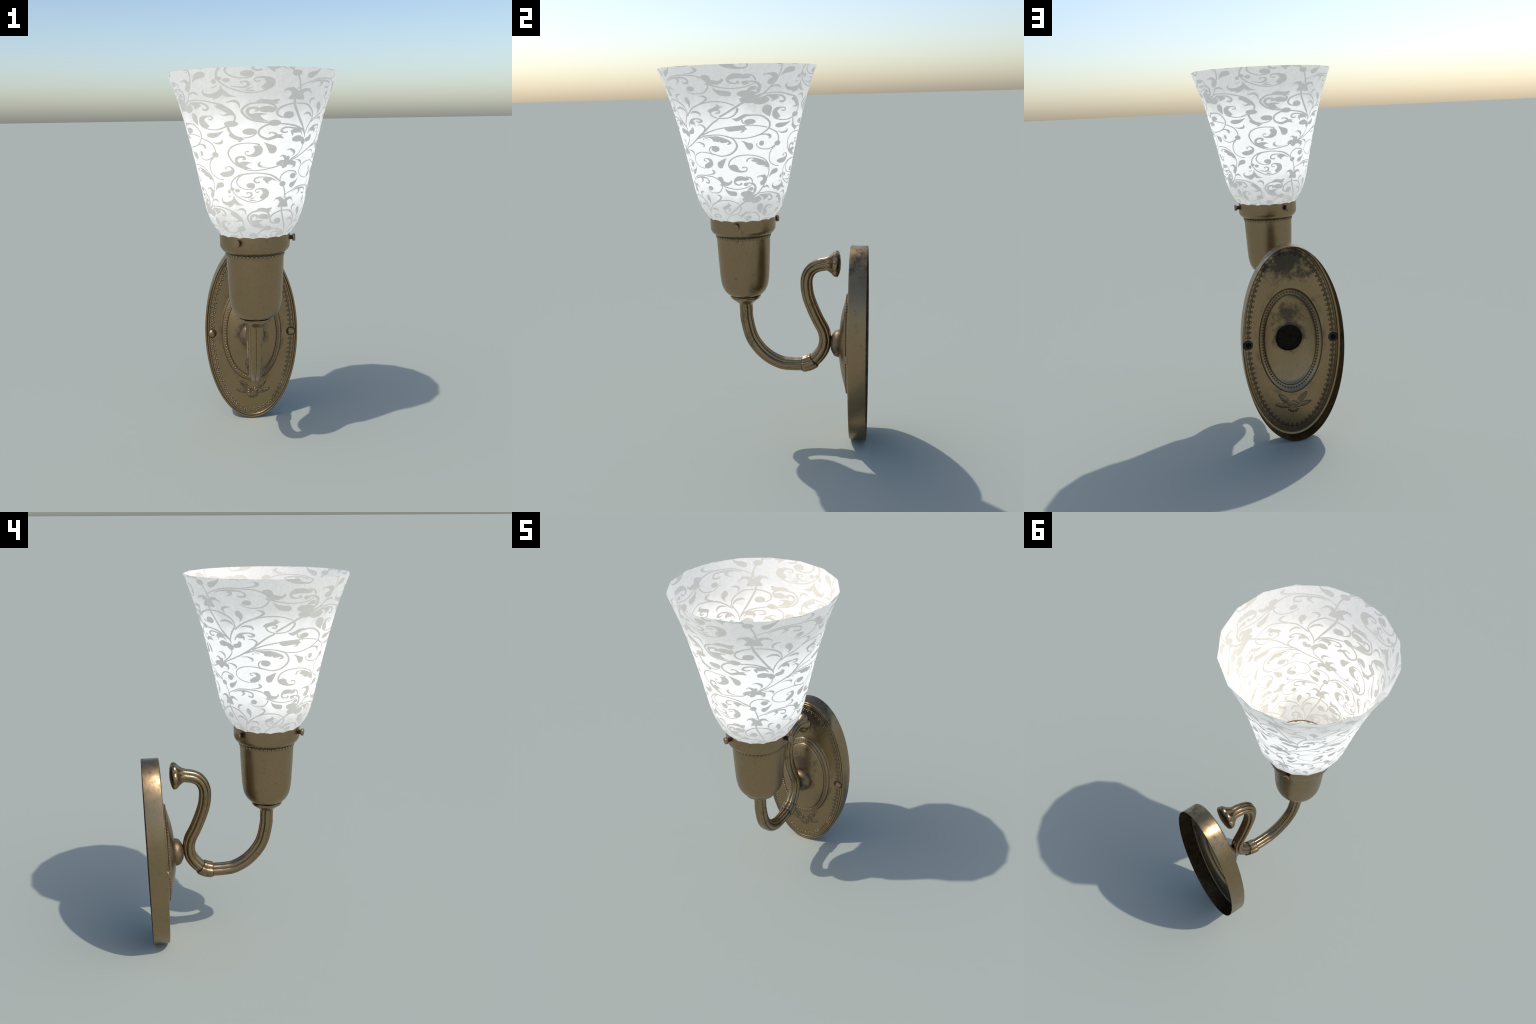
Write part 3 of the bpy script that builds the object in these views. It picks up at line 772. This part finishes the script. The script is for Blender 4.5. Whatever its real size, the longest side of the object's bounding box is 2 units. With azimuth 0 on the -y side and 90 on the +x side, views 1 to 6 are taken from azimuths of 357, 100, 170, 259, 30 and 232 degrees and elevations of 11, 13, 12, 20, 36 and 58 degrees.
    stroke((112.1, 368, 4.6), (113.9, 371, 4.2), (119.2, 383, 3.9), (124.2, 406, 3.5), (128.8, 439, 3.2), (132.1, 473, 3.2), (133.1, 501, 3.2), (132.5, 525, 3.2), (129.8, 545, 3.2), (125.5, 563, 2.8), (117.8, 577, 2.5), (110.3, 583, 2.5), (103.2, 582, 2.8), (96.9, 575, 3.2), (91.8, 560, 3.7), (89.6, 541, 3.9), (89.9, 527, 3.7), (92.0, 513, 3.2))
    stroke((103.5, 522, 3.2), (106.2, 525, 2.8), (108.3, 518, 3.2), (107.7, 508, 3.7), (104.6, 503, 4.2), (99.6, 506, 7.4), (96.0, 519, 17.6), (93.3, 526, 14.4), (91.7, 529, 7.9))
    stroke((108.3, 555, 5.1), (109.3, 564, 3.7), (113.3, 568, 2.3), (117.9, 562, 6.0), (123.6, 549, 9.7), (128.9, 534, 9.7), (131.8, 521, 4.2))
    stroke((113.3, 555, 3.2), (116.4, 555, 8.3), (121.6, 547, 8.3))
    stroke((117.5, 540, 1.2), (121.7, 537, 5.1), (126.9, 534, 6.0))
    stroke((126.0, 524, 0.9), (128.6, 522, 2.1), (131.4, 517, 0.9))
    stroke((129.8, 508, 0.9), (132.2, 513, 1.4))
    stroke((120.1, 468, 1.9), (120.7, 475, 2.8), (124.4, 477, 4.6), (127.8, 472, 11.6), (129.0, 455, 13.0), (125.6, 442, 12.5))
    stroke((100.9, 447, 2.3), (102.2, 442, 5.1), (99.4, 437, 3.2), (95.7, 442, 5.1), (94.5, 455, 6.0), (97.6, 467, 11.6), (101.9, 470, 11.6), (106.0, 466, 9.3), (109.4, 465, 5.6))
    stroke((107.1, 477, 2.8), (111.9, 470, 3.7), (114.0, 457, 4.2), (114.4, 446, 2.3))
    stroke((109.4, 437, 2.8), (106.4, 437, 7.4), (105.9, 442, 5.1), (111.3, 445, 3.2), (115.9, 437, 6.0), (118.0, 423, 6.5), (117.1, 403, 8.3), (115.1, 387, 1.9))
    stroke((113.9, 416, 10.2), (111.4, 414, 8.3), (108.4, 407, 1.4))
    stroke((77.5, 438, 3.2), (82.9, 430, 3.2), (89.3, 420, 2.8), (97.0, 415, 2.5), (104.7, 419, 2.5), (110.2, 427, 2.8), (113.6, 436, 1.9))
    stroke((76.5, 471, 7.0), (79.0, 465, 14.4), (80.9, 449, 12.5), (84.9, 443, 9.7), (88.7, 446, 5.8), (91.0, 453, 4.6), (89.5, 461, 0.7))
    stroke((86.4, 437, 4.6), (89.4, 441, 2.3))
    stroke((82.9, 422, 0.7), (84.9, 408, 6.0), (88.8, 396, 12.1), (94.1, 392, 13.0))
    stroke((70.2, 386, 0.7), (74.1, 382, 4.6), (75.9, 372, 5.8), (72.8, 359, 3.2), (68.9, 353, 0.7))
    stroke((69.3, 514, 0.7), (71.3, 505, 5.8), (72.1, 499, 6.0), (68.9, 490, 3.2), (62.2, 486, 0.7))
    stroke((87.4, 569, 0.7), (85.0, 558, 8.3), (81.4, 541, 17.6), (80.7, 538, 19.5))
    stroke((64.3, 554, 2.3), (62.2, 557, 2.8), (62.2, 564, 2.3), (65.7, 567, 2.8), (69.3, 558, 9.7), (69.6, 542, 13.0), (66.0, 533, 14.4), (63.0, 528, 10.2))


draw_scrolls()

# station on the sheet (height), radius, height on the shade; below 1.208 the sheet
# turns in and closes the foot of the shade with a floor
SHADE = [(1.165, 0.003, 1.2080), (1.2060, 0.1610, 1.2080), (1.2085, 0.1635, 1.2095), (1.238, 0.1725, 1.2380)]
SHADE += [(z, r, z) for r, z in ((0.1945, 1.268), (0.2112, 1.295), (0.2228, 1.322), (0.2340, 1.355), (0.2440, 1.395), (0.2550, 1.450), (0.2860, 1.600),
                                 (0.3095, 1.700), (0.3300, 1.780), (0.3515, 1.855), (0.3770, 1.930), (0.4030, 2.000))]
SIDES, FIRST = 16, math.radians(-5.6)
SZ, SR, SH = (np.array([s[i] for s in SHADE]) for i in range(3))
z0, z1 = SZ[0], SZ[-1]
x0 = FIRST * RADIUS
span = 2 * math.pi * RADIUS

pts, edges, polys = [], [], []
cols = [x0 + span * k / SIDES for k in range(SIDES + 1)]
for x in cols:
    pts += [(x, z0 - 0.01), (x, z1 + 0.01)]
    edges.append((len(pts) - 2, len(pts) - 1))
for z in SZ:
    pts += [(x0 - 0.05, z), (x0 + span + 0.05, z)]
    edges.append((len(pts) - 2, len(pts) - 1))
half = math.pi * RADIUS
for poly in PIECES:
    for kz in (-1, 0, 1):
        for kx in range(-2, 5):
            q = poly + np.array([kx * half, kz * REPEAT_Z])
            if q[:, 0].max() < x0 or q[:, 0].min() > x0 + span or q[:, 1].max() < z0 or q[:, 1].min() > z1:
                continue
            b = len(pts)
            pts += [tuple(v) for v in q]
            n = len(q)
            edges += [(b + i, b + (i + 1) % n) for i in range(n)]
            polys.append(q)
out = delaunay_2d_cdt([Vector(p) for p in pts], edges, [], 0, 2e-5, False)
P = np.array([tuple(v) for v in out[0]])
T = np.array([f for f in out[2] if len(f) == 3])
cen = P[T].mean(1)
keep = (cen[:, 0] > x0) & (cen[:, 0] < x0 + span) & (cen[:, 1] > z0) & (cen[:, 1] < z1)
T, cen = T[keep], cen[keep]
inked = np.zeros(len(T), bool)
order = np.argsort(cen[:, 0])
sx = cen[order, 0]
for q in polys:
    i0, i1 = np.searchsorted(sx, [q[:, 0].min(), q[:, 0].max()])
    idx = order[i0:i1]
    idx = idx[(cen[idx, 1] > q[:, 1].min()) & (cen[idx, 1] < q[:, 1].max()) & ~inked[idx]]
    if not len(idx):
        continue
    px, py = cen[idx, 0][:, None], cen[idx, 1][:, None]
    a, b = q, np.roll(q, -1, 0)
    side = (b[:, 0] - a[:, 0]) * (py - a[:, 1]) - (px - a[:, 0]) * (b[:, 1] - a[:, 1])
    wind = ((a[:, 1] <= py) & (b[:, 1] > py) & (side > 0)).sum(1) - ((a[:, 1] > py) & (b[:, 1] <= py) & (side < 0)).sum(1)
    inked[idx[wind != 0]] = True

# wrap the sheet: sixteen flat sides, like the blown-in-mould glass
STEP = 2 * math.pi / SIDES
th = P[:, 0] / RADIUS
zc = np.clip(P[:, 1], z0, z1)
corner = np.floor((th - FIRST) / STEP + 1e-7)
local = th - FIRST - corner * STEP - STEP / 2
rad = np.interp(zc, SZ, SR)
poly_r = rad * math.cos(STEP / 2) / np.cos(local)
slope = np.interp(zc, SZ, np.gradient(SR, SZ))
height = np.interp(zc, SZ, SH)
slope[zc < 1.2061] = 30.0
out_v = np.stack([poly_r * np.sin(th), AXIS_Y - poly_r * np.cos(th), height], 1)
nrm = np.stack([np.sin(th), -np.cos(th), -slope], 1)
nrm /= np.linalg.norm(nrm, axis=1)[:, None]
THICK = 0.0016
in_v = out_v - nrm * THICK
in_v[:, 2] = np.minimum(in_v[:, 2], z1)
in_v[np.abs(P[:, 1] - z1) < 1e-5, 2] = z1
# faces wind so that outside is outward
e1 = out_v[T[:, 1]] - out_v[T[:, 0]]
e2 = out_v[T[:, 2]] - out_v[T[:, 0]]
flip = (np.cross(e1, e2) * nrm[T[:, 0]]).sum(1) < 0
T[flip] = T[flip][:, ::-1]


def skin(name, mask, mat, parent, stuff=False, rim=False):
    tri = T[mask]
    used, inv = np.unique(tri, return_inverse=True)
    inv = inv.reshape(-1, 3)
    n = len(used)
    v = np.vstack([out_v[used], in_v[used]])
    nn = np.vstack([nrm[used], -nrm[used]])
    f = [tuple(t) for t in inv] + [tuple(t[::-1] + n) for t in inv]
    # thin edge at the rim
    top = np.abs(P[used, 1] - z1) < 1e-5
    for t in inv:
        for i in range(3):
            a, b = t[i], t[(i + 1) % 3]
            if top[a] and top[b]:
                f.append((b, a, a + n, b + n))
    me = bpy.data.meshes.new(name)
    me.from_pydata([tuple(x) for x in v], [], f)
    me.materials.append(mat)
    for p in me.polygons:
        p.use_smooth = True
    me.normals_split_custom_set_from_vertices([tuple(x) for x in nn])
    o = bpy.data.objects.new(name, me)
    COLL.objects.link(o)
    o.parent = parent
    if stuff:
        o["kind"] = "stuff"
    return o


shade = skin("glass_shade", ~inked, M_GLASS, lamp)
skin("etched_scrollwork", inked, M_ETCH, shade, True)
print("shade triangles", len(T), "inked", int(inked.sum()))
